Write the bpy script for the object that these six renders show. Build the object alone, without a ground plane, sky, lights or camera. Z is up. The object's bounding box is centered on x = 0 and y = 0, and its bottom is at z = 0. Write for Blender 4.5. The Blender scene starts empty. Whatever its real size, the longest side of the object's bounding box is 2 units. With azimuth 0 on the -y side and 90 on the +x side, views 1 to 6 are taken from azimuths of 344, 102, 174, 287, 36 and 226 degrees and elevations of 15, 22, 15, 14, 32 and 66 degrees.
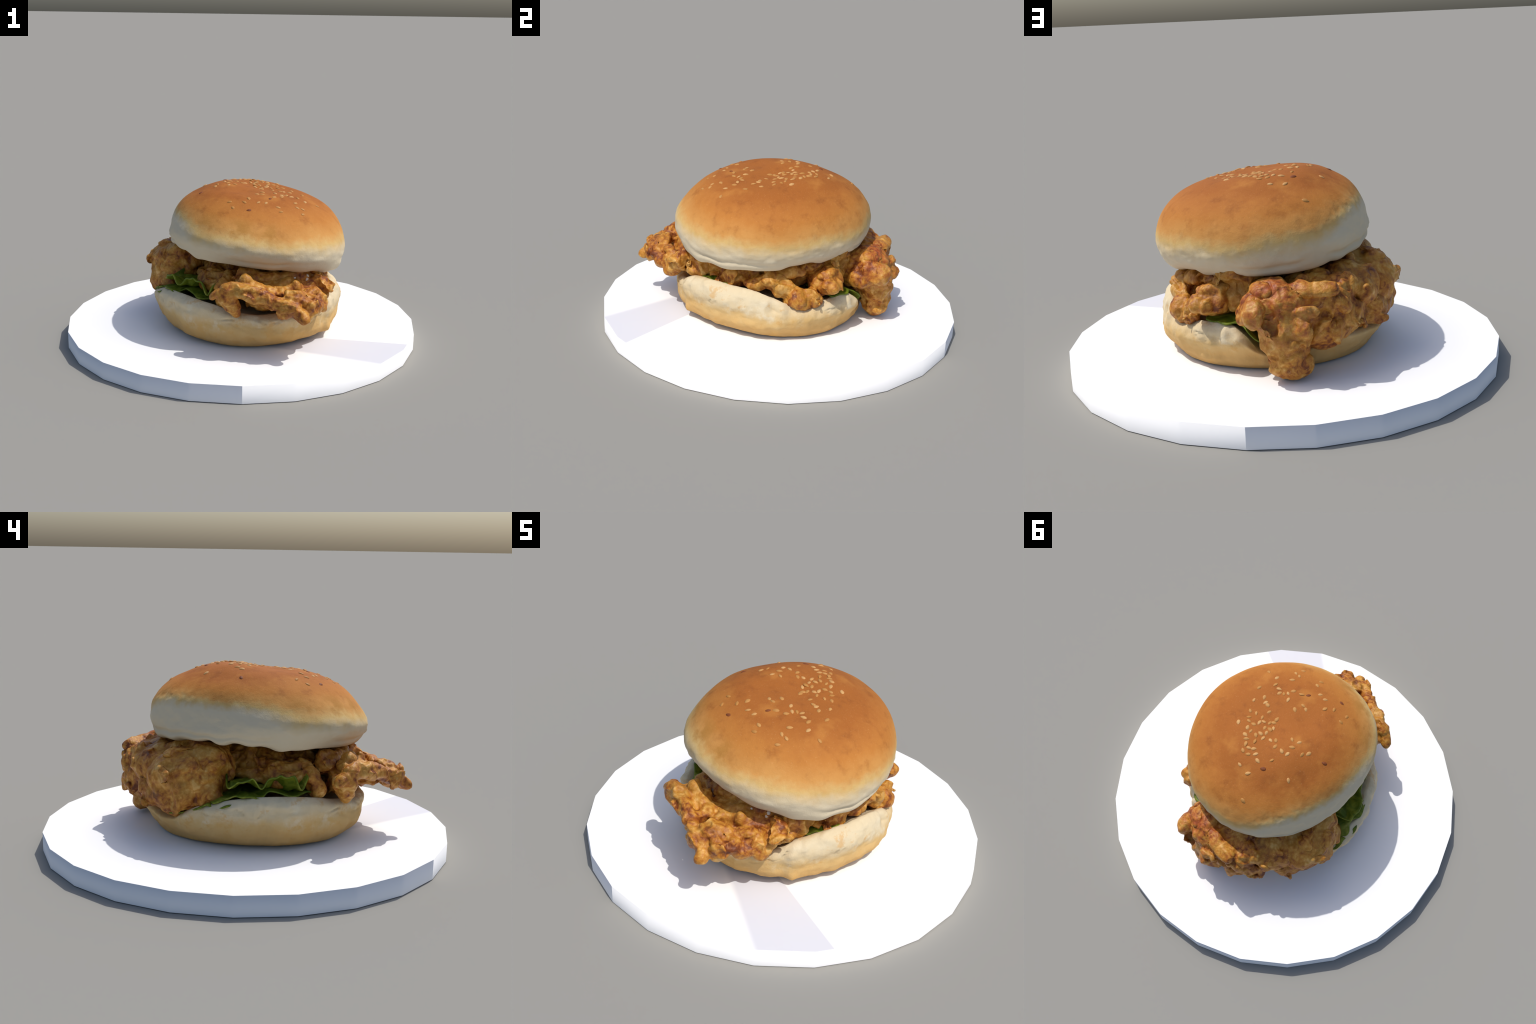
# Fried chicken burger with sesame bun on a round white plate.
import bpy, bmesh, math, random
import numpy as np
from mathutils import Vector, Matrix, Quaternion

PLATE_TOP = 0.093
rng = np.random.default_rng(7)
random.seed(7)

# ------------------------------------------------------------------ noise
def _hash(ix, iy, iz, seed):
    h = (ix * 374761393 + iy * 668265263 + iz * 2147483647 + seed * 1274126177) & 0xFFFFFFFF
    h = ((h ^ (h >> 13)) * 1274126177) & 0xFFFFFFFF
    h = ((h ^ (h >> 16)) * 2246822519) & 0xFFFFFFFF
    return ((h ^ (h >> 15)) & 0xFFFFFF) / float(0x1000000)

def vnoise(p, seed=0):
    """smooth value noise, -1..1"""
    i = np.floor(p).astype(np.int64); f = p - i
    f = f * f * f * (f * (f * 6 - 15) + 10)
    out = 0
    for dx in (0, 1):
        for dy in (0, 1):
            for dz in (0, 1):
                w = (f[:, 0] if dx else 1 - f[:, 0]) * (f[:, 1] if dy else 1 - f[:, 1]) * (f[:, 2] if dz else 1 - f[:, 2])
                out = out + w * _hash(i[:, 0] + dx, i[:, 1] + dy, i[:, 2] + dz, seed)
    return out * 2 - 1

def fbm(p, octaves=4, seed=0, gain=0.5):
    a, s, out = 1.0, 0.0, 0
    for o in range(octaves):
        out = out + a * vnoise(p * (2.03 ** o) + 17.3 * o, seed + o); s += a; a *= gain
    return out / s

def warp(p, scale, amount, seed=0):
    q = p * scale
    d = np.stack([vnoise(q, seed + 31), vnoise(q, seed + 57), vnoise(q, seed + 83)], 1)
    return p + d * amount

def crumbs(p, seed=0):
    """domes of random size, one per cell: battered crust"""
    i = np.floor(p).astype(np.int64); best = np.zeros(len(p))
    for dx in (-1, 0, 1):
        for dy in (-1, 0, 1):
            for dz in (-1, 0, 1):
                c = i + np.array([dx, dy, dz])
                h = [_hash(c[:, 0], c[:, 1], c[:, 2], seed + k) for k in range(4)]
                d = np.sqrt(((c + np.stack(h[:3], 1) - p) ** 2).sum(1))
                r = 0.45 + 0.45 * h[3]
                best = np.maximum(best, np.sqrt(np.clip(1 - (d / r) ** 2, 0, 1)) * r)
    return best

# ------------------------------------------------------------------ mesh helpers
def new_obj(name, verts, faces, parent=None, mat=None, smooth=True):
    me = bpy.data.meshes.new(name)
    me.from_pydata([tuple(v) for v in verts], [], [tuple(f) for f in faces])
    me.update()
    if smooth:
        me.polygons.foreach_set("use_smooth", [True] * len(me.polygons))
    ob = bpy.data.objects.new(name, me)
    bpy.context.scene.collection.objects.link(ob)
    if mat: me.materials.append(mat)
    if parent: attach(ob, parent)
    return ob

def attach(ob, parent):
    ob.parent = parent
    ob.matrix_parent_inverse = parent.matrix_world.inverted()

def grid_faces(rows, cols, wrap=True):
    F = []
    n = cols if wrap else cols - 1
    for r in range(rows - 1):
        for c in range(n):
            c2 = (c + 1) % cols
            F.append((r * cols + c, r * cols + c2, (r + 1) * cols + c2, (r + 1) * cols + c))
    return F

def cubic(xs, ys, x):
    """Catmull-Rom through knots; ys may hold rows"""
    xs = np.asarray(xs, float); ys = np.asarray(ys, float)
    if ys.ndim == 1: ys = ys[:, None]
    m = np.zeros_like(ys)
    m[1:-1] = (ys[2:] - ys[:-2]) / (xs[2:] - xs[:-2])[:, None]
    m[0] = (ys[1] - ys[0]) / (xs[1] - xs[0]); m[-1] = (ys[-1] - ys[-2]) / (xs[-1] - xs[-2])
    i = np.clip(np.searchsorted(xs, x) - 1, 0, len(xs) - 2)
    h = (xs[i + 1] - xs[i]); t = ((x - xs[i]) / h)[:, None]; h = h[:, None]
    return ((2*t**3 - 3*t**2 + 1) * ys[i] + (t**3 - 2*t**2 + t) * h * m[i]
            + (-2*t**3 + 3*t**2) * ys[i + 1] + (t**3 - t**2) * h * m[i + 1])

def ring_terms(az, k=3):
    return np.stack([np.ones_like(az)] + sum([[np.cos(j * az), np.sin(j * az)] for j in range(1, k + 1)], []), -1)

def mesh_normals(me):
    n = np.empty(len(me.vertices) * 3); me.vertices.foreach_get("normal", n); return n.reshape(-1, 3)

def mesh_co(me):
    c = np.empty(len(me.vertices) * 3); me.vertices.foreach_get("co", c); return c.reshape(-1, 3)

# ------------------------------------------------------------------ node helpers
class Nodes:
    def __init__(self, name, rough=0.7, spec=0.2):
        self.mat = bpy.data.materials.new(name); self.mat.use_nodes = True
        self.nt = self.mat.node_tree; self.nt.nodes.clear()
        self.out = self.nt.nodes.new("ShaderNodeOutputMaterial")
        self.b = self.nt.nodes.new("ShaderNodeBsdfPrincipled")
        self.b.inputs["Roughness"].default_value = rough
        self.b.inputs["Specular IOR Level"].default_value = spec
        self.nt.links.new(self.b.outputs[0], self.out.inputs[0])
        self.tc = self.nt.nodes.new("ShaderNodeTexCoord")
        self.obj = self.tc.outputs["Object"]
    def put(self, sock, v):
        if isinstance(v, bpy.types.NodeSocket): self.nt.links.new(v, sock)
        else: sock.default_value = v
    def math(self, op, a, b=0.0, clamp=False):
        n = self.nt.nodes.new("ShaderNodeMath"); n.operation = op; n.use_clamp = clamp
        self.put(n.inputs[0], a); self.put(n.inputs[1], b); return n.outputs[0]
    def rng(self, v, a, b, c=0.0, d=1.0, smooth=True):
        n = self.nt.nodes.new("ShaderNodeMapRange"); n.interpolation_type = 'SMOOTHSTEP' if smooth else 'LINEAR'
        self.put(n.inputs[0], v)
        for k, x in zip((1, 2, 3, 4), (a, b, c, d)): self.put(n.inputs[k], x)
        return n.outputs[0]
    def noise(self, scale, detail=3.0, rough=0.5, dist=0.0, vec=None):
        n = self.nt.nodes.new("ShaderNodeTexNoise")
        self.put(n.inputs["Vector"], vec or self.obj); n.inputs["Scale"].default_value = scale
        n.inputs["Detail"].default_value = detail; n.inputs["Roughness"].default_value = rough
        n.inputs["Distortion"].default_value = dist
        return n.outputs["Fac"]
    def voro(self, scale, feature='F1', vec=None, smooth=0.0, rand=1.0):
        n = self.nt.nodes.new("ShaderNodeTexVoronoi"); n.feature = feature
        self.put(n.inputs["Vector"], vec or self.obj); n.inputs["Scale"].default_value = scale
        n.inputs["Randomness"].default_value = rand
        return n.outputs["Distance"], n.outputs.get("Color")
    def warped(self, scale, amount):
        n = self.nt.nodes.new("ShaderNodeTexNoise"); self.put(n.inputs["Vector"], self.obj)
        n.inputs["Scale"].default_value = scale; n.inputs["Detail"].default_value = 2
        m = self.nt.nodes.new("ShaderNodeVectorMath"); m.operation = 'MULTIPLY_ADD'
        self.nt.links.new(n.outputs["Color"], m.inputs[0]); m.inputs[1].default_value = (amount,) * 3
        self.nt.links.new(self.obj, m.inputs[2]); return m.outputs[0]
    def scaled(self, sx, sy, sz):
        m = self.nt.nodes.new("ShaderNodeMapping"); self.nt.links.new(self.obj, m.inputs[0])
        m.inputs["Scale"].default_value = (sx, sy, sz); return m.outputs[0]
    def ramp(self, fac, stops):
        n = self.nt.nodes.new("ShaderNodeValToRGB"); self.put(n.inputs[0], fac)
        e = n.color_ramp.elements
        while len(e) < len(stops): e.new(0.5)
        for el, (p, c) in zip(e, stops): el.position = p; el.color = (*c, 1)
        return n.outputs[0]
    def mix(self, fac, a, b, mode='MIX'):
        n = self.nt.nodes.new("ShaderNodeMix"); n.data_type = 'RGBA'; n.blend_type = mode
        self.put(n.inputs[0], fac)
        self.put(n.inputs[6], a if isinstance(a, bpy.types.NodeSocket) else (*a, 1))
        self.put(n.inputs[7], b if isinstance(b, bpy.types.NodeSocket) else (*b, 1))
        return n.outputs[2]
    def xyz(self):
        n = self.nt.nodes.new("ShaderNodeSeparateXYZ"); self.nt.links.new(self.obj, n.inputs[0]); return n.outputs
    def near(self, centre, radius, soft):
        """1 inside a soft sphere"""
        n = self.nt.nodes.new("ShaderNodeVectorMath"); n.operation = 'DISTANCE'
        self.nt.links.new(self.obj, n.inputs[0]); n.inputs[1].default_value = centre
        return self.rng(n.outputs["Value"], radius - soft, radius + soft, 1.0, 0.0)
    def color(self, c): self.put(self.b.inputs["Base Color"], c if isinstance(c, bpy.types.NodeSocket) else (*c, 1))
    def bump(self, h, strength=0.3, dist=0.01):
        n = self.nt.nodes.new("ShaderNodeBump"); n.inputs["Strength"].default_value = strength
        n.inputs["Distance"].default_value = dist; self.put(n.inputs["Height"], h)
        self.nt.links.new(n.outputs[0], self.b.inputs["Normal"])

# ------------------------------------------------------------------ materials
def mat_upper_bun():
    N = Nodes("baked_bun_crust", 0.75, 0.15)
    x, y, z = N.xyz()
    # the crust line sits low all round, but climbs on the side torn from its neighbour
    r = N.math('SQRT', N.math('ADD', N.math('MULTIPLY', x, x), N.math('MULTIPLY', y, y)))
    side = N.math('DIVIDE', N.math('ADD', N.math('MULTIPLY', x, math.cos(math.radians(162))),
                                   N.math('MULTIPLY', y, math.sin(math.radians(162)))), N.math('MAXIMUM', r, 0.05))
    torn = N.rng(side, 0.45, 0.95)
    n1 = N.math('SUBTRACT', N.noise(7, 4, 0.55), 0.5)
    n2 = N.math('SUBTRACT', N.noise(28, 4, 0.6), 0.5)
    line = N.math('ADD', N.math('MULTIPLY', torn, 0.085), 0.008)
    h = N.math('SUBTRACT', z, line)
    h = N.math('ADD', h, N.math('ADD', N.math('MULTIPLY', n1, 0.075), N.math('MULTIPLY', n2, 0.022)))
    t = N.rng(h, -0.03, N.math('ADD', 0.225, N.math('MULTIPLY', torn, -0.12)), smooth=False)
    col = N.ramp(t, [(0.0, (0.64, 0.55, 0.39)), (0.14, (0.63, 0.50, 0.30)), (0.28, (0.62, 0.42, 0.165)),
                     (0.44, (0.57, 0.28, 0.078)), (0.70, (0.46, 0.182, 0.038)), (1.0, (0.34, 0.112, 0.022))])
    blot = N.rng(N.noise(9, 4, 0.65), 0.50, 0.72)
    col = N.mix(N.math('MULTIPLY', N.math('MULTIPLY', blot, t), 0.70), col, (0.24, 0.074, 0.016))
    warm = N.rng(N.noise(6, 3, 0.6), 0.52, 0.70)
    col = N.mix(N.math('MULTIPLY', N.math('MULTIPLY', warm, t), 0.45), col, (0.50, 0.21, 0.045))
    for c, rad in (((-0.17, -0.46, 0.09), 0.06), ((-0.02, -0.53, 0.10), 0.05), ((-0.33, -0.36, 0.13), 0.05)):   # olive-brown baking marks
        m = N.math('MULTIPLY', N.near(c, rad, 0.05), N.rng(N.noise(14, 3), 0.35, 0.6))
        col = N.mix(N.math('MULTIPLY', m, 0.55), col, (0.36, 0.17, 0.03))
    fleck = N.rng(N.noise(160, 2, 0.6), 0.60, 0.74)
    col = N.mix(N.math('MULTIPLY', fleck, 0.16), col, (0.70, 0.42, 0.19))
    N.color(col)
    N.bump(N.math('ADD', N.noise(45, 5, 0.6), N.math('MULTIPLY', N.noise(220, 2), 0.3)), 0.25, 0.008)
    return N.mat

def mat_lower_bun():
    N = Nodes("pale_bun_bread", 0.8, 0.12)
    x, y, z = N.xyz()
    n1 = N.math('SUBTRACT', N.noise(6, 4, 0.55), 0.5)
    n2 = N.math('SUBTRACT', N.noise(24, 4, 0.65), 0.5)
    h = N.math('ADD', z, N.math('ADD', N.math('MULTIPLY', n1, 0.10), N.math('MULTIPLY', n2, 0.04)))
    col = N.ramp(N.rng(h, 0.09, 0.40, smooth=False),
                 [(0.0, (0.50, 0.30, 0.11)), (0.25, (0.60, 0.37, 0.14)), (0.42, (0.62, 0.42, 0.18)),
                  (0.56, (0.64, 0.51, 0.31)), (0.75, (0.66, 0.56, 0.38)), (1.0, (0.64, 0.52, 0.33))])
    tan = N.rng(N.noise(13, 4, 0.65), 0.55, 0.68)
    col = N.mix(N.math('MULTIPLY', tan, 0.55), col, (0.58, 0.32, 0.095))
    gold = N.rng(N.noise(5, 4, 0.7, 0.5), 0.50, 0.64)
    col = N.mix(N.math('MULTIPLY', N.math('MULTIPLY', gold, 0.5), N.rng(z, 0.30, 0.20)), col, (0.60, 0.34, 0.10))
    pale = N.rng(N.noise(12, 4, 0.6), 0.56, 0.68)
    col = N.mix(N.math('MULTIPLY', N.math('MULTIPLY', pale, 0.45), N.rng(z, 0.16, 0.26)), col, (0.70, 0.62, 0.45))
    # sauce soaked into the cut edge
    soak = N.math('MULTIPLY', N.rng(N.math('ADD', z, N.math('MULTIPLY', n2, 0.05)), 0.325, 0.375), N.rng(N.noise(5, 2), 0.48, 0.6))
    col = N.mix(N.math('MULTIPLY', soak, 0.6), col, (0.36, 0.20, 0.05))
    N.color(col)
    N.bump(N.math('ADD', N.noise(40, 5, 0.65), N.math('MULTIPLY', N.noise(18, 3, 0.5), 0.7)), 0.35, 0.01)
    return N.mat

def mat_chicken(name="fried_batter", red=((0.10, 0.62, 0.44), 0.15, 0.09)):
    N = Nodes(name, 0.50, 0.32)
    w = N.warped(9, 0.06)
    d1, c1 = N.voro(15, vec=w)
    d2, c2 = N.voro(46, vec=N.warped(22, 0.035))
    n = N.noise(7, 4, 0.6, 0.8)
    f = N.math('ADD', N.math('MULTIPLY', d1, -0.30), N.math('ADD', N.math('MULTIPLY', d2, -0.24), N.math('MULTIPLY', n, 0.80)))
    f = N.math('ADD', f, N.math('MULTIPLY', N.noise(19, 5, 0.62, 1.8), 0.75))
    geo = N.nt.nodes.new("ShaderNodeNewGeometry")
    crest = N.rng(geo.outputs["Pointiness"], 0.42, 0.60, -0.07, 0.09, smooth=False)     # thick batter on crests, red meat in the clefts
    f = N.math('ADD', f, crest)
    col = N.ramp(N.rng(f, 0.28, 0.76, smooth=False),
                 [(0.0, (0.15, 0.036, 0.006)), (0.16, (0.26, 0.074, 0.010)), (0.34, (0.39, 0.140, 0.017)),
                  (0.56, (0.48, 0.205, 0.026)), (0.80, (0.58, 0.29, 0.055)), (1.0, (0.66, 0.38, 0.11))])
    olive = N.rng(N.noise(7, 3, 0.5), 0.50, 0.68)
    col = N.mix(N.math('MULTIPLY', olive, 0.40), col, (0.33, 0.17, 0.026))
    ruddy = N.rng(N.noise(9, 3, 0.6, 0.5), 0.55, 0.72)
    col = N.mix(N.math('MULTIPLY', ruddy, 0.42), col, (0.25, 0.065, 0.014))
    for c, rad, soft in ([red] if red else []):
        m = N.math('MULTIPLY', N.near(c, rad, soft), N.rng(N.noise(26, 4, 0.6, 0.8), 0.40, 0.60))
        col = N.mix(N.math('MULTIPLY', m, 0.6), col, (0.40, 0.085, 0.025))
    flake = N.rng(N.noise(32, 3, 0.55, 1.5), 0.60, 0.70)
    col = N.mix(N.math('MULTIPLY', flake, 0.35), col, (0.68, 0.36, 0.12))
    N.color(col)
    N.bump(N.math('ADD', N.noise(40, 4, 0.6, 0.8), N.math('MULTIPLY', d2, -0.6)), 0.4, 0.010)
    return N.mat

def mat_lettuce():
    N = Nodes("lettuce_green", 0.5, 0.3)
    n = N.noise(14, 4, 0.6, 1.0)
    col = N.ramp(n, [(0.24, (0.06, 0.10, 0.005)), (0.45, (0.13, 0.185, 0.010)), (0.6, (0.26, 0.30, 0.025)), (0.75, (0.48, 0.46, 0.10))])
    N.color(col)
    N.bump(N.noise(40, 4), 0.3, 0.006)
    tr = N.nt.nodes.new("ShaderNodeBsdfTranslucent"); N.nt.links.new(col, tr.inputs[0])
    mx = N.nt.nodes.new("ShaderNodeMixShader"); mx.inputs[0].default_value = 0.25
    N.nt.links.new(N.b.outputs[0], mx.inputs[1]); N.nt.links.new(tr.outputs[0], mx.inputs[2])
    N.nt.links.new(mx.outputs[0], N.out.inputs[0])
    return N.mat

def mat_seed():
    N = Nodes("toasted_sesame", 0.6, 0.25)
    oi = N.nt.nodes.new("ShaderNodeObjectInfo")
    col = N.ramp(oi.outputs["Random"], [(0.0, (0.40, 0.18, 0.04)), (0.5, (0.48, 0.24, 0.07)), (1.0, (0.56, 0.32, 0.12))])
    col = N.mix(N.math('MULTIPLY', N.rng(N.noise(90, 2), 0.45, 0.7), 0.3), col, (0.45, 0.20, 0.05))
    N.color(col)
    return N.mat

def mat_plain(name, c, rough=0.6, spec=0.2):
    N = Nodes(name, rough, spec); 
    n = N.noise(20, 2)
    N.color(N.mix(N.math('MULTIPLY', n, 0.15), c, tuple(0.8 * v for v in c)))
    return N.mat

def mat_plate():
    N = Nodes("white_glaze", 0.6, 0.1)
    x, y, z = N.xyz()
    # shading wedge painted into the plate colour: grey-lavender between two straight edges
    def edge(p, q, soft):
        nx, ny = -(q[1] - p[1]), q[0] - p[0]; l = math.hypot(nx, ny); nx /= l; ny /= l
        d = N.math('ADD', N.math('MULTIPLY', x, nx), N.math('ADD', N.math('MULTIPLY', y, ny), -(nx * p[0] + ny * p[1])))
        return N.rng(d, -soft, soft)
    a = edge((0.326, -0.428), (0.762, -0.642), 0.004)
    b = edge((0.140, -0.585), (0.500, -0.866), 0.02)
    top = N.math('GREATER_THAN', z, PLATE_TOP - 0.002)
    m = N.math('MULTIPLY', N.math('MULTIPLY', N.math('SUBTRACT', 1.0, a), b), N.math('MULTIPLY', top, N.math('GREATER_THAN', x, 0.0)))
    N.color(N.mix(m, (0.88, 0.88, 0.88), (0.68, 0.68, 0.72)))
    return N.mat

# ------------------------------------------------------------------ plate
def build_plate():
    bm = bmesh.new()
    n = 24
    rings = []
    for r, z in ((1.0, 0.0), (1.0, PLATE_TOP)):
        rings.append([bm.verts.new((r * math.cos(2 * math.pi * k / n), r * math.sin(2 * math.pi * k / n), z)) for k in range(n)])
    for k in range(n):
        f = bm.faces.new((rings[0][k], rings[0][(k + 1) % n], rings[1][(k + 1) % n], rings[1][k])); f.smooth = True
    bm.faces.new(rings[1]); bm.faces.new(rings[0][::-1])
    for e in bm.edges:
        if all(abs(v.co.z - PLATE_TOP) < 1e-6 for v in e.verts) or all(abs(v.co.z) < 1e-6 for v in e.verts): e.smooth = False
    me = bpy.data.meshes.new("plate"); bm.to_mesh(me); bm.free()
    ob = bpy.data.objects.new("plate", me); bpy.context.scene.collection.objects.link(ob)
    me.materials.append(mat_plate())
    # the rim is shaded as if rounded over into the top
    split = []
    for p in me.polygons:
        for li in p.loop_indices:
            co = me.vertices[me.loops[li].vertex_index].co
            out = Vector((co.x, co.y, 0)).normalized()
            if abs(p.normal.z) > 0.5: nrm = p.normal.copy()
            elif co.z > 0.01: nrm = (out * 0.55 + Vector((0, 0, 0.83))).normalized()
            else: nrm = (out + Vector((0, 0, 0.12))).normalized()
            split.append(nrm)
    me.normals_split_custom_set(split)
    ob.shadow_terminator_geometry_offset = 0.0
    ob["label"] = "flat round white plate with faceted rim"; ob["category"] = "plate"
    return ob

# ------------------------------------------------------------------ upper bun
# cross-sections of the domed bun: elevation seen from its middle -> radius as
# mean + 1st, 2nd and 3rd harmonic round the bun (cos, sin)
DOME_EL = [-90, -60, -40, -28, -18, -12.5, -9, 0, 10, 22, 36, 55, 75, 90]
DOME_R = [
    [0.100, 0, 0, 0, 0, 0, 0],
    [0.118, -0.002, 0.004, -0.002, -0.004, 0.002, -0.002],
    [0.156, 0.006, 0.013, -0.007, -0.019, 0.004, -0.006],
    [0.203, 0.024, 0.014, -0.011, -0.033, 0.003, -0.011],
    [0.310, 0.041, -0.004, -0.011, -0.034, -0.001, -0.012],
    [0.450, 0.043, -0.022, -0.011, -0.028, -0.001, -0.011],
    [0.487, 0.043, -0.033, -0.011, -0.023, -0.001, -0.011],
    [0.510, 0.046, -0.046, -0.023, -0.002, 0.008, -0.007],
    [0.493, 0.046, -0.028, -0.017, -0.002, 0.007, -0.006],
    [0.449, 0.039, -0.015, -0.007, 0, 0.002, -0.004],
    [0.382, 0.020, -0.006, -0.002, 0.003, 0.003, -0.003],
    [0.310, -0.002, 0.016, 0.001, 0.007, 0, 0.002],
    [0.267, -0.004, 0.010, 0.002, 0.004, 0, 0.002],
    [0.252, 0, 0, 0, 0, 0, 0]]
BUN_CENTRE = Vector((0.02, 0.0, 0.62))
BUN_TILT = Matrix(((0.995, 0.0, 0.0995), (0.0, 1.0, 0.0), (-0.0995, 0.0, 0.995)))

def dome_point(az, el):
    """smooth dome surface, arrays of angles -> local points"""
    R = cubic(np.radians(DOME_EL), DOME_R, el)
    r = (R * ring_terms(az)).sum(-1)
    d = np.stack([np.cos(el) * np.cos(az), np.cos(el) * np.sin(az), np.sin(el)], -1)
    p = d * r[:, None]
    up = np.clip(np.sin(el), 0, 1)
    # soft dimples in the crown
    for cx, cy, w, dep in ((0.10, 0.04, 0.07, 0.006), (0.16, -0.20, 0.05, 0.004), (0.08, -0.15, 0.12, -0.017), (-0.10, -0.16, 0.08, 0.005), (-0.14, 0.12, 0.08, 0.004)):
        p[:, 2] -= dep * np.exp(-((p[:, 0] - cx) ** 2 + (p[:, 1] - cy) ** 2) / w ** 2) * (el > 0.2)
    a = 0.005 * fbm(p * 5.0, 3, 3) + 0.002 * np.clip((el - 0.15) / 0.2, 0, 1)
    low = np.exp(-((p[:, 2] + 0.01) / 0.055) ** 2)
    q = np.stack([az * 9, p[:, 2] * 26, 0 * az], 1)
    a += 0.0065 * low * fbm(q, 3, 9)
    a += 0.0035 * low * fbm(p * 28, 3, 11)
    # a crease above the thin bottom lip
    wv = vnoise(np.stack([np.cos(az) * 4, np.sin(az) * 4, 0 * az], 1), 91)
    a -= 0.012 * np.clip(0.55 + wv, 0, 1) * np.exp(-((p[:, 2] + 0.052 + 0.012 * wv) / 0.010) ** 2)
    # slack lobe of the skirt, and a spur of dough at its back edge
    a += 0.014 * np.exp(-((np.degrees(az) + 62) / 24) ** 2) * np.exp(-(p[:, 2] / 0.10) ** 2)
    a += 0.014 * np.exp(-((np.degrees(az) - 122) / 8) ** 2) * np.exp(-((p[:, 2] + 0.005) / 0.035) ** 2)
    torn = np.exp(-((np.degrees(az) - 128) / 28) ** 2) * np.exp(-((p[:, 2] - 0.09) / 0.05) ** 2)
    a += torn * 0.010 * fbm(warp(p, 20, 0.02, 2) * 20, 3, 21)
    # the lip droops at two places and is wavy
    D = np.degrees(az); lip = np.clip((-p[:, 2] - 0.03) / 0.05, 0, 1)
    p[:, 2] -= lip * (0.020 * np.exp(-((D + 140) / 16) ** 2) + 0.012 * np.exp(-((D + 45) / 16) ** 2) + 0.011 * vnoise(np.stack([np.cos(az) * 6, np.sin(az) * 6, 0 * az], 1), 71))
    return p + d * a[:, None]

def build_upper_bun(root):
    cols, rows = 288, 150
    e = np.linspace(0, 1, rows)
    els = np.radians(-86 + 172 * (e + 0.06 * np.sin(2 * np.pi * e)))
    A, E_ = np.meshgrid(np.linspace(-np.pi, np.pi, cols, endpoint=False), els)
    P = dome_point(A.ravel(), E_.ravel())
    V = np.vstack([P, P[:cols].mean(0), P[-cols:].mean(0)])
    F = grid_faces(rows, cols)
    nb, nt = len(P), len(P) + 1
    for c in range(cols):
        F.append((nb, (c + 1) % cols, c)); F.append((nt, (rows - 1) * cols + c, (rows - 1) * cols + (c + 1) % cols))
    ob = new_obj("upper_bun", V, F, None, mat_upper_bun())
    ob.matrix_world = Matrix.Translation(BUN_CENTRE) @ BUN_TILT.to_4x4()
    bpy.context.view_layer.update()
    attach(ob, root)
    return ob

# where each sesame seed lies on the crown (local x, y)
SEEDS = [(0.313, -0.26), (0.198, -0.351), (0.187, -0.396), (0.169, -0.348), (0.243, -0.254), (0.173, -0.298), (0.213, -0.213),
    (0.263, -0.142), (0.06, -0.404), (0.054, -0.367), (0.178, -0.205), (0.155, -0.186), (0.135, -0.197), (0.119, -0.214),
    (0.109, -0.243), (0.196, -0.113), (0.062, -0.258), (-0.004, -0.33), (-0.045, -0.324), (0.226, -0.065),
    (0.089, -0.183), (0.169, -0.094), (0.151, -0.09), (0.192, -0.004), (0.157, -0.013), (0.113, -0.064), (0.006, -0.211),
    (0.021, -0.163), (-0.02, -0.203), (-0.086, -0.278), (-0.119, -0.311), (0.168, 0.03), (0.115, -0.016), (-0.186, -0.335),
    (-0.193, -0.283), (0.185, 0.089), (0.149, 0.047), (0.103, 0.017), (0.091, -0.003), (0.117, 0.045), (0.063, -0.019),
    (0.049, -0.035), (0.051, -0.059), (0.124, 0.081), (0.095, 0.087), (0.058, 0.022), (0.032, 0.011), (0.025, -0.008),
    (0.102, 0.12), (0.059, 0.086), (0.049, 0.062), (0.029, 0.039), (0.02, 0.073), (0.037, 0.115), (0.079, 0.134),
    (0.062, 0.157), (-0.017, 0.055), (-0.038, 0.038), (-0.098, -0.02), (-0.136, -0.033), (-0.129, 0.013), (-0.062, 0.067),
    (0.048, 0.191), (0.033, 0.162), (0.01, 0.149), (0.012, 0.19), (-0.017, 0.165), (-0.105, 0.064), (-0.138, 0.057),
    (-0.193, 0.006), (-0.211, -0.022), (-0.05, 0.183), (-0.102, 0.134), (0.01, 0.255), (-0.054, 0.26),
    (-0.229, 0.147), (-0.118, 0.369)]
DARK_SPOTS = [(-0.099, 0.195), (0.033, -0.278), (-0.294, -0.048), (-0.11, -0.38)]

def seat_on_dome(x, y):
    az = math.atan2(y, x); rr = math.hypot(x, y)
    lo, hi = 0.1, math.pi / 2
    for _ in range(30):
        m = (lo + hi) / 2
        p = dome_point(np.array([az]), np.array([m]))[0]
        if math.hypot(p[0], p[1]) > rr: lo = m
        else: hi = m
    el = (lo + hi) / 2
    P = dome_point(np.array([az, az + 0.03, az]), np.array([el, el, el - 0.02]))
    n = np.cross(P[2] - P[0], P[1] - P[0]); n /= np.linalg.norm(n)
    if n[2] < 0: n = -n
    return Vector(P[0]), Vector(n)

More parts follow.
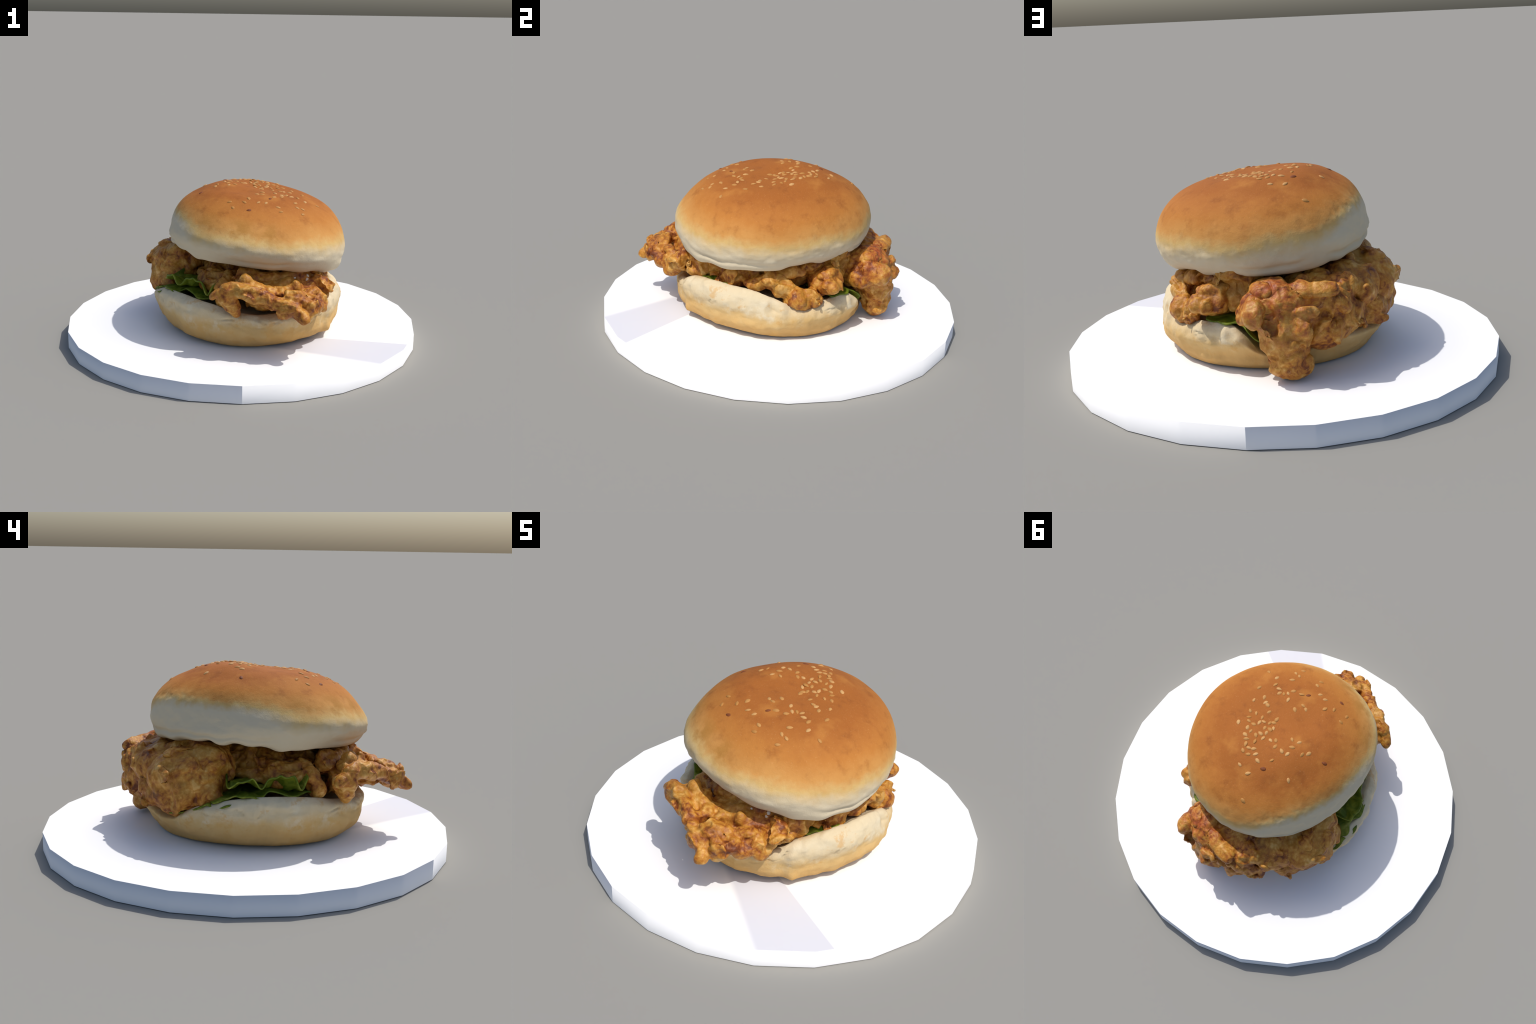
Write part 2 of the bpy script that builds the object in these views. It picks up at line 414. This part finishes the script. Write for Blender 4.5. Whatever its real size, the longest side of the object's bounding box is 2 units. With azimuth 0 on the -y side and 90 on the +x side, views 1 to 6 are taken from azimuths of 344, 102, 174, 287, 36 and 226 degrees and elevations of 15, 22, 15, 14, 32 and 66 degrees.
def build_seeds(bun):
    bm = bmesh.new(); bmesh.ops.create_uvsphere(bm, u_segments=16, v_segments=10, radius=1)
    for v in bm.verts:                       # tear-drop
        taper = 1 - 0.42 * max(0.0, v.co.x) ** 1.3
        v.co = Vector((v.co.x * 0.0150, v.co.y * 0.0095 * taper, v.co.z * 0.0048 * taper))
    for f in bm.faces: f.smooth = True
    me = bpy.data.meshes.new("sesame_seed"); bm.to_mesh(me); bm.free(); me.materials.append(mat_seed())
    dark = me.copy(); dark.name = "burnt_seed"; dark.materials.clear(); dark.materials.append(mat_plain("burnt_brown", (0.19, 0.055, 0.018)))
    jobs = [(s, me, "sesame_seed") for s in SEEDS] + [(s, dark, "burnt_seed") for s in DARK_SPOTS]
    for (x, y), m, nm in jobs:
        p, n = seat_on_dome(x, y)
        ob = bpy.data.objects.new(nm, m); bpy.context.scene.collection.objects.link(ob)
        q = n.to_track_quat('Z', 'Y') @ Quaternion((0, 0, 1), random.uniform(0, 2 * math.pi)) @ Quaternion((1, 0, 0), random.gauss(0, 0.15))
        k = random.uniform(0.88, 1.12)
        ob.parent = bun
        ob.matrix_local = Matrix.Translation(p + n * (-0.0004 if m is me else -0.001)) @ q.to_matrix().to_4x4() @ Matrix.Diagonal((k, k * random.uniform(0.9, 1.08), k, 1))

# ------------------------------------------------------------------ lower bun
LOAF_Z = [0.08, 0.10, 0.13, 0.17, 0.22, 0.28, 0.34, 0.42]
LOAF_R = [
    [0.400, 0.008, -0.005, -0.016, 0.018, 0.010, 0.014],
    [0.451, 0.012, -0.014, -0.014, 0.010, 0.011, 0.014],
    [0.491, 0.016, -0.034, -0.012, -0.001, 0.005, 0.003],
    [0.514, 0.017, -0.041, -0.005, -0.004, 0.005, 0.010],
    [0.532, 0.012, -0.024, -0.010, -0.002, 0.002, 0.008],
    [0.534, 0.004, -0.023, -0.011, -0.004, 0, 0],
    [0.517, 0, -0.020, -0.007, -0.004, 0.001, -0.003],
    [0.473, -0.011, -0.015, -0.002, -0.002, 0, -0.002]]
# height of the cut rim round the bun: azimuth -> z
RIM = [(-190, 0.29), (-180, 0.314), (-169, 0.338), (-157, 0.35), (-140, 0.347), (-125, 0.33), (-112, 0.305), (-98, 0.288), (-85, 0.29),
       (-70, 0.275), (-60, 0.29), (-48, 0.342), (-36, 0.36), (-20, 0.362), (-4, 0.356), (8, 0.328), (18, 0.295), (28, 0.27),
       (36, 0.292), (48, 0.306), (60, 0.305), (67, 0.26), (74, 0.19), (90, 0.17), (104, 0.205), (116, 0.232), (128, 0.228),
       (142, 0.212), (153, 0.212), (161, 0.25), (170, 0.29), (180, 0.314)]

def rim_height(az):
    return cubic([a for a, _ in RIM], [z for _, z in RIM], np.degrees(az))[:, 0]

def loaf_radius(az, z):
    return (cubic(LOAF_Z, LOAF_R, z) * ring_terms(az)).sum(-1)

def build_lower_bun(root):
    cols = 300
    az = np.linspace(-np.pi, np.pi, cols, endpoint=False)
    H = rim_height(az)
    c = np.array([0.02, 0.0])
    rows = []
    def ring(r, z):
        rows.append(np.stack([c[0] + r * np.cos(az), c[1] + r * np.sin(az), z], 1))
    base = loaf_radius(az, np.full(cols, 0.097))
    for k in (0.3, 0.6, 0.85): ring(base * k, np.full(cols, PLATE_TOP + 0.0015))
    for t in np.linspace(0, 1, 44):
        z = PLATE_TOP + 0.0015 + (H - PLATE_TOP) * t
        r = loaf_radius(az, z)
        r = r * (1 - 0.05 * np.clip((t - 0.8) / 0.2, 0, 1) ** 3)           # lip rolls in
        r = r * (1 - 0.10 * np.clip((0.06 - t) / 0.06, 0, 1) ** 2)
        ring(r, z)
    rt = rows[-1]; r0 = np.hypot(rt[:, 0] - c[0], rt[:, 1] - c[1])
    for k, dz in ((0.975, 0.002), (0.95, -0.001), (0.90, -0.008), (0.8, -0.02), (0.55, -0.03), (0.25, -0.03)):
        zz = (H + dz) * (1 - (1 - k) ** 0.7) + 0.25 * (1 - k) ** 0.7
        ring(r0 * k, zz)
    P = np.vstack(rows); nr = len(rows)
    # crust relief: pleats, cracks, lumps (not on the base)
    d = P - np.array([c[0], c[1], 0.25]); d /= np.linalg.norm(d, axis=1)[:, None]
    A = np.arctan2(d[:, 1], d[:, 0])
    amt = np.clip((P[:, 2] - PLATE_TOP) / 0.05, 0, 1)
    q = np.stack([np.cos(A) * 9, np.sin(A) * 9, P[:, 2] * 5], 1)
    a = 0.007 * fbm(q, 3, 5) + 0.011 * fbm(warp(P, 8, 0.03, 3) * 10, 3, 15) + 0.003 * fbm(P * 38, 2, 25)
    # short upright pleats below the torn edge
    up = np.clip((P[:, 2] - 0.2) / 0.08, 0, 1)
    a += up * 0.006 * fbm(np.stack([np.cos(A) * 26, np.sin(A) * 26, P[:, 2] * 7], 1), 2, 44)
    a += up * 0.010 * fbm(warp(P, 12, 0.03, 6) * 15, 3, 46)
    tear = np.abs(fbm(warp(P, 10, 0.05, 8) * np.array([7, 7, 16]), 2, 48))
    a -= up * 0.009 * np.exp(-(tear / 0.06) ** 2) * np.clip(0.4 + 1.5 * vnoise(P * 5, 49), 0, 1)
    # fuller at two places
    a += 0.012 * np.exp(-((np.degrees(A) + 48) / 25) ** 2) * up + 0.012 * np.exp(-((np.degrees(A) - 40) / 35) ** 2) * np.clip((0.2 - P[:, 2]) / 0.05, 0, 1)
    P = P + d * (a * amt)[:, None]
    # a bubble of dough low on the side
    for bx in ((0.37, -0.42, 0.15),):
        g = np.exp(-((P - np.array(bx)) ** 2).sum(1) / 0.03 ** 2); P += d * (0.022 * g)[:, None]
    P[:, 2] = np.maximum(P[:, 2], PLATE_TOP + 0.0012)
    V = np.vstack([P, [[c[0], c[1], PLATE_TOP + 0.0015]], [[c[0], c[1], 0.25]]])
    F = grid_faces(nr, cols)
    nb, nt = len(P), len(P) + 1
    for k in range(cols):
        F.append((nb, (k + 1) % cols, k)); F.append((nt, (nr - 1) * cols + k, (nr - 1) * cols + (k + 1) % cols))
    return new_obj("lower_bun", V, F, root, mat_lower_bun())

# ------------------------------------------------------------------ chicken
def blob(bm, c, r, yaw=0.0, pitch=0.0, roll=0.0):
    m = Matrix.Translation(c) @ Matrix.Rotation(math.radians(yaw), 4, 'Z') @ Matrix.Rotation(math.radians(pitch), 4, 'Y') \
        @ Matrix.Rotation(math.radians(roll), 4, 'X') @ Matrix.Diagonal((*r, 1))
    bmesh.ops.create_icosphere(bm, subdivisions=3, radius=1, matrix=m)

def strand(bm, pts, step=0.35):
    """chain of balls: pts = [(x, y, z, r), ...]"""
    for a, b in zip(pts, pts[1:]):
        a, b = np.array(a), np.array(b)
        n = max(2, int(np.linalg.norm(b[:3] - a[:3]) / (step * min(a[3], b[3]))) + 1)
        for t in np.linspace(0, 1, n):
            p = a + (b - a) * t
            blob(bm, Vector(p[:3]), (p[3],) * 3)

def meat(name, root, mat, shape, voxel=0.0058, coarse=0.0145, crust=1.0, seed=0, smooth=2, flakes=0.016, inset=0.003):
    bm = bmesh.new(); shape(bm)
    me = bpy.data.meshes.new(name); bm.to_mesh(me)
    ob = bpy.data.objects.new(name, me); bpy.context.scene.collection.objects.link(ob)
    r = ob.modifiers.new("union", 'REMESH'); r.mode = 'VOXEL'; r.voxel_size = 0.02
    s = ob.modifiers.new("soften", 'SMOOTH'); s.factor = 0.5; s.iterations = smooth
    rough = bpy.data.meshes.new_from_object(ob.evaluated_get(bpy.context.evaluated_depsgraph_get()))
    # flakes of batter laid over the surface, one edge lifted
    rr = random.Random(seed * 101 + 5)
    pts, nrm = mesh_co(rough), mesh_normals(rough)
    for i in rr.sample(range(len(pts)), int(len(pts) * flakes)):
        if nrm[i][2] < -0.6: continue
        k = rr.uniform(0.6, 1.25)
        q = Vector(nrm[i]).to_track_quat('Z', 'Y') @ Quaternion((0, 0, 1), rr.uniform(0, 6.3)) @ Quaternion((0, 1, 0), rr.gauss(0, 0.2))
        m = Matrix.Translation(Vector(pts[i]) + Vector(nrm[i]) * 0.002) @ q.to_matrix().to_4x4() @ Matrix.Diagonal((0.060 * k, 0.036 * k, rr.uniform(0.009, 0.014), 1))
        bmesh.ops.create_icosphere(bm, subdivisions=2, radius=1, matrix=m)
    bm.to_mesh(me); bm.free(); bpy.data.meshes.remove(rough)
    r.voxel_size = voxel
    dg = bpy.context.evaluated_depsgraph_get()
    me2 = bpy.data.meshes.new_from_object(ob.evaluated_get(dg))
    ob.modifiers.clear(); ob.data = me2; me2.name = name; bpy.data.meshes.remove(me)
    def push(a, inset=0.0):
        a = a - a.mean() - inset
        P = mesh_co(me2) + mesh_normals(me2) * a[:, None]
        me2.vertices.foreach_set("co", P.ravel()); me2.update()
    P = mesh_co(me2)
    # big sharp-crested folds with hollows and clefts between them
    W = warp(P, 6, 0.06, seed)
    fold = 1 - 2.4 * np.abs(fbm(W * 8, 2, seed + 1))
    crease = 2.0 * np.abs(fbm(warp(P, 9, 0.04, seed + 9) * 9, 2, seed + 21)) - 0.5
    push(coarse * np.clip(fold, -1.2, 1) + coarse * 0.8 * np.clip(crease, -1, 0.6) + coarse * 0.5 * fbm(W * 6, 2, seed + 2), inset)
    # knobs of batter, gathered in places
    W2 = warp(P, 14, 0.026, seed + 3)
    where = np.clip(0.5 + 2.2 * vnoise(P * 6, seed + 40), 0.15, 1)
    push(crust * where * 0.015 * np.clip(crumbs(W2 * 12, seed + 5) - 0.28, 0, 1) ** 0.8)
    # wrinkles that run along the folds
    W3 = warp(P, 8, 0.07, seed + 7)
    wr = 1 - 2.3 * np.abs(fbm(W3 * np.array([15, 15, 9]), 2, seed + 12))
    push(crust * (0.0080 * np.clip(wr, -1.2, 1) + where * 0.0035 * np.clip(crumbs(warp(P, 24, 0.014, seed) * 26, seed + 8) - 0.25, 0, 1)))
    me2.polygons.foreach_set("use_smooth", [True] * len(me2.polygons)); me2.update()
    me2.materials.clear(); me2.materials.append(mat)
    attach(ob, root)
    return ob

def shape_patty(bm):
    blob(bm, (0.09, -0.01, 0.42), (0.32, 0.35, 0.115), 0, 6)
    blob(bm, (-0.02, 0.0, 0.42), (0.19, 0.33, 0.09), 0, 6)
    # rough edge on the +x side, sagging over the lower bun
    blob(bm, (0.365, -0.10, 0.42), (0.06, 0.10, 0.05)); blob(bm, (0.445, 0.03, 0.39), (0.055, 0.08, 0.045))
    blob(bm, (0.445, 0.11, 0.365), (0.06, 0.07, 0.05), 20); blob(bm, (0.45, 0.18, 0.33), (0.06, 0.065, 0.055)); blob(bm, (0.42, 0.25, 0.345), (0.05, 0.05, 0.04))
    blob(bm, (0.44, 0.23, 0.28), (0.045, 0.05, 0.04))
    blob(bm, (0.34, -0.25, 0.42), (0.06, 0.08, 0.05)); blob(bm, (0.29, -0.37, 0.43), (0.09, 0.07, 0.055))
    blob(bm, (0.39, 0.12, 0.44), (0.05, 0.10, 0.045)); blob(bm, (0.27, 0.22, 0.45), (0.10, 0.09, 0.06))
    blob(bm, (0.39, -0.17, 0.375), (0.06, 0.10, 0.045)); blob(bm, (0.42, -0.03, 0.37), (0.06, 0.09, 0.045)); blob(bm, (0.31, -0.31, 0.37), (0.07, 0.07, 0.05)); blob(bm, (0.29, -0.40, 0.355), (0.06, 0.06, 0.04))
    blob(bm, (0.20, 0.34, 0.41), (0.08, 0.07, 0.07)); blob(bm, (0.20, 0.32, 0.50), (0.12, 0.10, 0.05))
    # folded strips in the recess
    blob(bm, (-0.18, -0.18, 0.395), (0.12, 0.20, 0.05), 0, 12)
    strand(bm, [(-0.17, -0.05, 0.45, 0.05), (-0.20, -0.18, 0.43, 0.05), (-0.19, -0.28, 0.43, 0.05)])
    strand(bm, [(-0.26, -0.12, 0.40, 0.035), (-0.27, -0.22, 0.395, 0.035), (-0.24, -0.30, 0.40, 0.035)])
    strand(bm, [(-0.15, -0.33, 0.44, 0.04), (-0.215, -0.39, 0.405, 0.036), (-0.215, -0.42, 0.36, 0.04)])
    strand(bm, [(-0.10, -0.41, 0.47, 0.05), (0.0, -0.44, 0.46, 0.05), (0.12, -0.44, 0.46, 0.05), (0.24, -0.40, 0.45, 0.05)])

def shape_wing(bm):
    blob(bm, (0.08, -0.45, 0.41), (0.17, 0.12, 0.06), 0)
    blob(bm, (0.20, -0.46, 0.35), (0.10, 0.07, 0.05))
    # arched front ridge with its leg, running out to the low tip
    strand(bm, [(-0.235, -0.562, 0.440, 0.045), (-0.15, -0.605, 0.450, 0.045), (-0.07, -0.655, 0.425, 0.045), (0.0, -0.69, 0.40, 0.038),
                (0.07, -0.725, 0.375, 0.043), (0.118, -0.768, 0.338, 0.032)])
    strand(bm, [(-0.235, -0.555, 0.42, 0.050), (-0.200, -0.540, 0.36, 0.048), (-0.180, -0.535, 0.325, 0.033)])
    blob(bm, (-0.12, -0.55, 0.450), (0.10, 0.075, 0.035), 0, 0, 14); blob(bm, (-0.06, -0.58, 0.428), (0.09, 0.08, 0.028), 0, 0, 14)
    blob(bm, (0.05, -0.46, 0.335), (0.15, 0.07, 0.05))
    blob(bm, (-0.13, -0.535, 0.48), (0.04, 0.035, 0.04))
    strand(bm, [(-0.03, -0.63, 0.415, 0.036), (-0.022, -0.585, 0.37, 0.026)])
    blob(bm, (0.05, -0.57, 0.375), (0.12, 0.10, 0.030), 0, 0, 14)
    strand(bm, [(0.02, -0.52, 0.43, 0.03), (0.06, -0.56, 0.425, 0.028), (0.05, -0.60, 0.41, 0.025)])
    strand(bm, [(0.19, -0.60, 0.405, 0.032), (0.23, -0.585, 0.42, 0.03), (0.26, -0.55, 0.41, 0.03)])
    strand(bm, [(0.06, -0.69, 0.42, 0.03), (0.12, -0.69, 0.415, 0.035), (0.17, -0.70, 0.385, 0.032)])
    blob(bm, (0.13, -0.675, 0.36), (0.08, 0.08, 0.038), 0, 0, 25)
    blob(bm, (0.09, -0.65, 0.425), (0.055, 0.038, 0.038), 20); blob(bm, (0.19, -0.66, 0.385), (0.055, 0.045, 0.042), -30)
    blob(bm, (0.23, -0.54, 0.365), (0.09, 0.085, 0.058), 20)
    blob(bm, (0.28, -0.55, 0.335), (0.05, 0.05, 0.045)); blob(bm, (0.23, -0.62, 0.35), (0.055, 0.055, 0.040))
    strand(bm, [(0.255, -0.455, 0.425, 0.033), (0.29, -0.465, 0.435, 0.031), (0.315, -0.49, 0.41, 0.031), (0.31, -0.505, 0.375, 0.033)])
    blob(bm, (0.145, -0.54, 0.432), (0.026, 0.026, 0.04))

def shape_drumstick(bm):
    blob(bm, (0.07, 0.485, 0.38), (0.145, 0.135, 0.10))
    blob(bm, (-0.09, 0.45, 0.41), (0.17, 0.15, 0.10), -10)
    blob(bm, (-0.335, 0.17, 0.39), (0.165, 0.19, 0.14), 10, -6)
    blob(bm, (-0.39, 0.13, 0.35), (0.10, 0.14, 0.12), 10)
    blob(bm, (-0.38, 0.19, 0.31), (0.09, 0.15, 0.09))
    blob(bm, (-0.31, 0.30, 0.31), (0.12, 0.12, 0.085), 20)
    blob(bm, (-0.24, 0.33, 0.42), (0.15, 0.14, 0.11), -40)
    blob(bm, (-0.15, 0.43, 0.33), (0.15, 0.14, 0.10), -10)
    blob(bm, (-0.32, 0.07, 0.47), (0.11, 0.11, 0.085)); blob(bm, (-0.25, 0.14, 0.515), (0.14, 0.14, 0.055), 0, -8)
    blob(bm, (-0.11, 0.50, 0.29), (0.10, 0.10, 0.08))
    strand(bm, [(0.045, 0.52, 0.36, 0.125), (0.050, 0.548, 0.28, 0.102), (0.048, 0.558, 0.22, 0.082)])
    blob(bm, (0.042, 0.562, 0.168), (0.095, 0.064, 0.054))
    blob(bm, (0.20, 0.475, 0.365), (0.048, 0.048, 0.048)); blob(bm, (0.165, 0.588, 0.39), (0.048, 0.048, 0.052))
    # flap of batter along the shoulder
    blob(bm, (-0.07, 0.54, 0.475), (0.11, 0.055, 0.026), -14, 0, -10)
    blob(bm, (-0.16, 0.48, 0.475), (0.07, 0.05, 0.028), -30)
    blob(bm, (0.08, 0.47, 0.455), (0.09, 0.10, 0.045))
    blob(bm, (-0.01, 0.64, 0.33), (0.035, 0.025, 0.03)); blob(bm, (-0.03, 0.62, 0.40), (0.06, 0.028, 0.035))
    blob(bm, (-0.475, 0.15, 0.33), (0.026, 0.04, 0.065), 10)

def shape_chunk(bm):
    blob(bm, (0.35, 0.33, 0.38), (0.10, 0.055, 0.05), 35); blob(bm, (0.30, 0.36, 0.385), (0.06, 0.045, 0.055))
    blob(bm, (0.325, 0.325, 0.44), (0.085, 0.05, 0.032), -20, 8)
    blob(bm, (0.30, 0.29, 0.37), (0.10, 0.08, 0.08)); blob(bm, (0.42, 0.29, 0.31), (0.035, 0.035, 0.03))

# ------------------------------------------------------------------ lettuce
def lettuce(name, root, mat, a0, a1, r_in, r_out, zfun, wave=0.02, n=90, m=22, seed=0, droop=0.0, curl=0.0):
    U, W = np.meshgrid(np.linspace(0, 1, n), np.linspace(0, 1, m))
    az = np.radians(a0 + (a1 - a0) * U.ravel()); w = W.ravel()
    q = np.stack([az * 5, w * 2.0, 0 * w], 1)
    r = r_in + (r_out - r_in) * w * (1 + 0.12 * vnoise(q * 1.6, seed)) 
    z = zfun(np.degrees(az)) + wave * w * (1.0 * np.sin(az * 17 + 2.5 * vnoise(q, seed + 2)) + 0.7 * vnoise(q * 2.1, seed + 4)) - droop * w ** 2 + curl * w ** 3
    end = np.minimum(U.ravel(), 1 - U.ravel()); r = r_in + (r - r_in) * np.clip(end / 0.12, 0.25, 1) ** 0.5
    P = np.stack([0.02 + r * np.cos(az), r * np.sin(az), z], 1)
    ob = new_obj(name, P, grid_faces(m, n, False), None, mat)
    s = ob.modifiers.new("leaf_thickness", 'SOLIDIFY'); s.thickness = 0.006
    attach(ob, root)
    return ob

# ------------------------------------------------------------------ assemble
build_plate()
root = bpy.data.objects.new("chicken_sandwich", None)
bpy.context.scene.collection.objects.link(root)
root.location = (0, 0, PLATE_TOP)
root["label"] = "fried chicken burger in a sesame bun with lettuce"; root["category"] = "burger"
bpy.context.view_layer.update()

bun = build_upper_bun(root)
build_seeds(bun)
build_lower_bun(root)
batter = mat_chicken()
meat("chicken_patty", root, batter, shape_patty, seed=1)
meat("chicken_wing", root, batter, shape_wing, seed=2, coarse=0.010, crust=0.75)
meat("drumstick", root, batter, shape_drumstick, seed=3, crust=0.8, inset=-0.003)
meat("chicken_strip", root, batter, shape_chunk, seed=4, coarse=0.009, crust=0.75)
green = mat_lettuce()
lettuce("lettuce_leaf", root, green, -112, -196, 0.26, 0.485, lambda a: np.interp(a, [-196, -175, -150, -112], [0.315, 0.345, 0.362, 0.325]), 0.010, seed=1)
lettuce("lettuce_leaf", root, green, -120, -180, 0.24, 0.475, lambda a: np.interp(a, [-180, -163, -150, -120], [0.375, 0.385, 0.378, 0.345]), 0.030, seed=5, curl=0.035)
lettuce("lettuce_leaf", root, green, -70, -18, 0.30, 0.495, lambda a: 0.352 + 0 * a, 0.008, seed=2)
lettuce("lettuce_leaf", root, green, 40, 86, 0.30, 0.492, lambda a: np.interp(a, [40, 62, 70, 78, 86], [0.315, 0.315, 0.27, 0.21, 0.19]), 0.008, seed=3)
lettuce("lettuce_leaf", root, green, 148, 200, 0.30, 0.505, lambda a: np.interp(a, [148, 160, 170, 200], [0.225, 0.250, 0.30, 0.33]), 0.008, seed=4, droop=0.01)
mayo = mat_plain("mayonnaise", (0.72, 0.64, 0.52), 0.35, 0.4)
def build_mayo():
    bm = bmesh.new()
    for c, r in (((0.235, -0.455, 0.45), (0.014, 0.012, 0.024)), ((0.31, -0.395, 0.42), (0.010, 0.010, 0.016)), ((0.16, -0.475, 0.46), (0.010, 0.008, 0.010))):
        blob(bm, c, r, 20, 10)
    for f in bm.faces: f.smooth = True
    me = bpy.data.meshes.new("mayonnaise"); bm.to_mesh(me); bm.free(); me.materials.append(mayo)
    ob = bpy.data.objects.new("mayonnaise", me); bpy.context.scene.collection.objects.link(ob)
    ob["kind"] = "stuff"; attach(ob, root)
build_mayo()
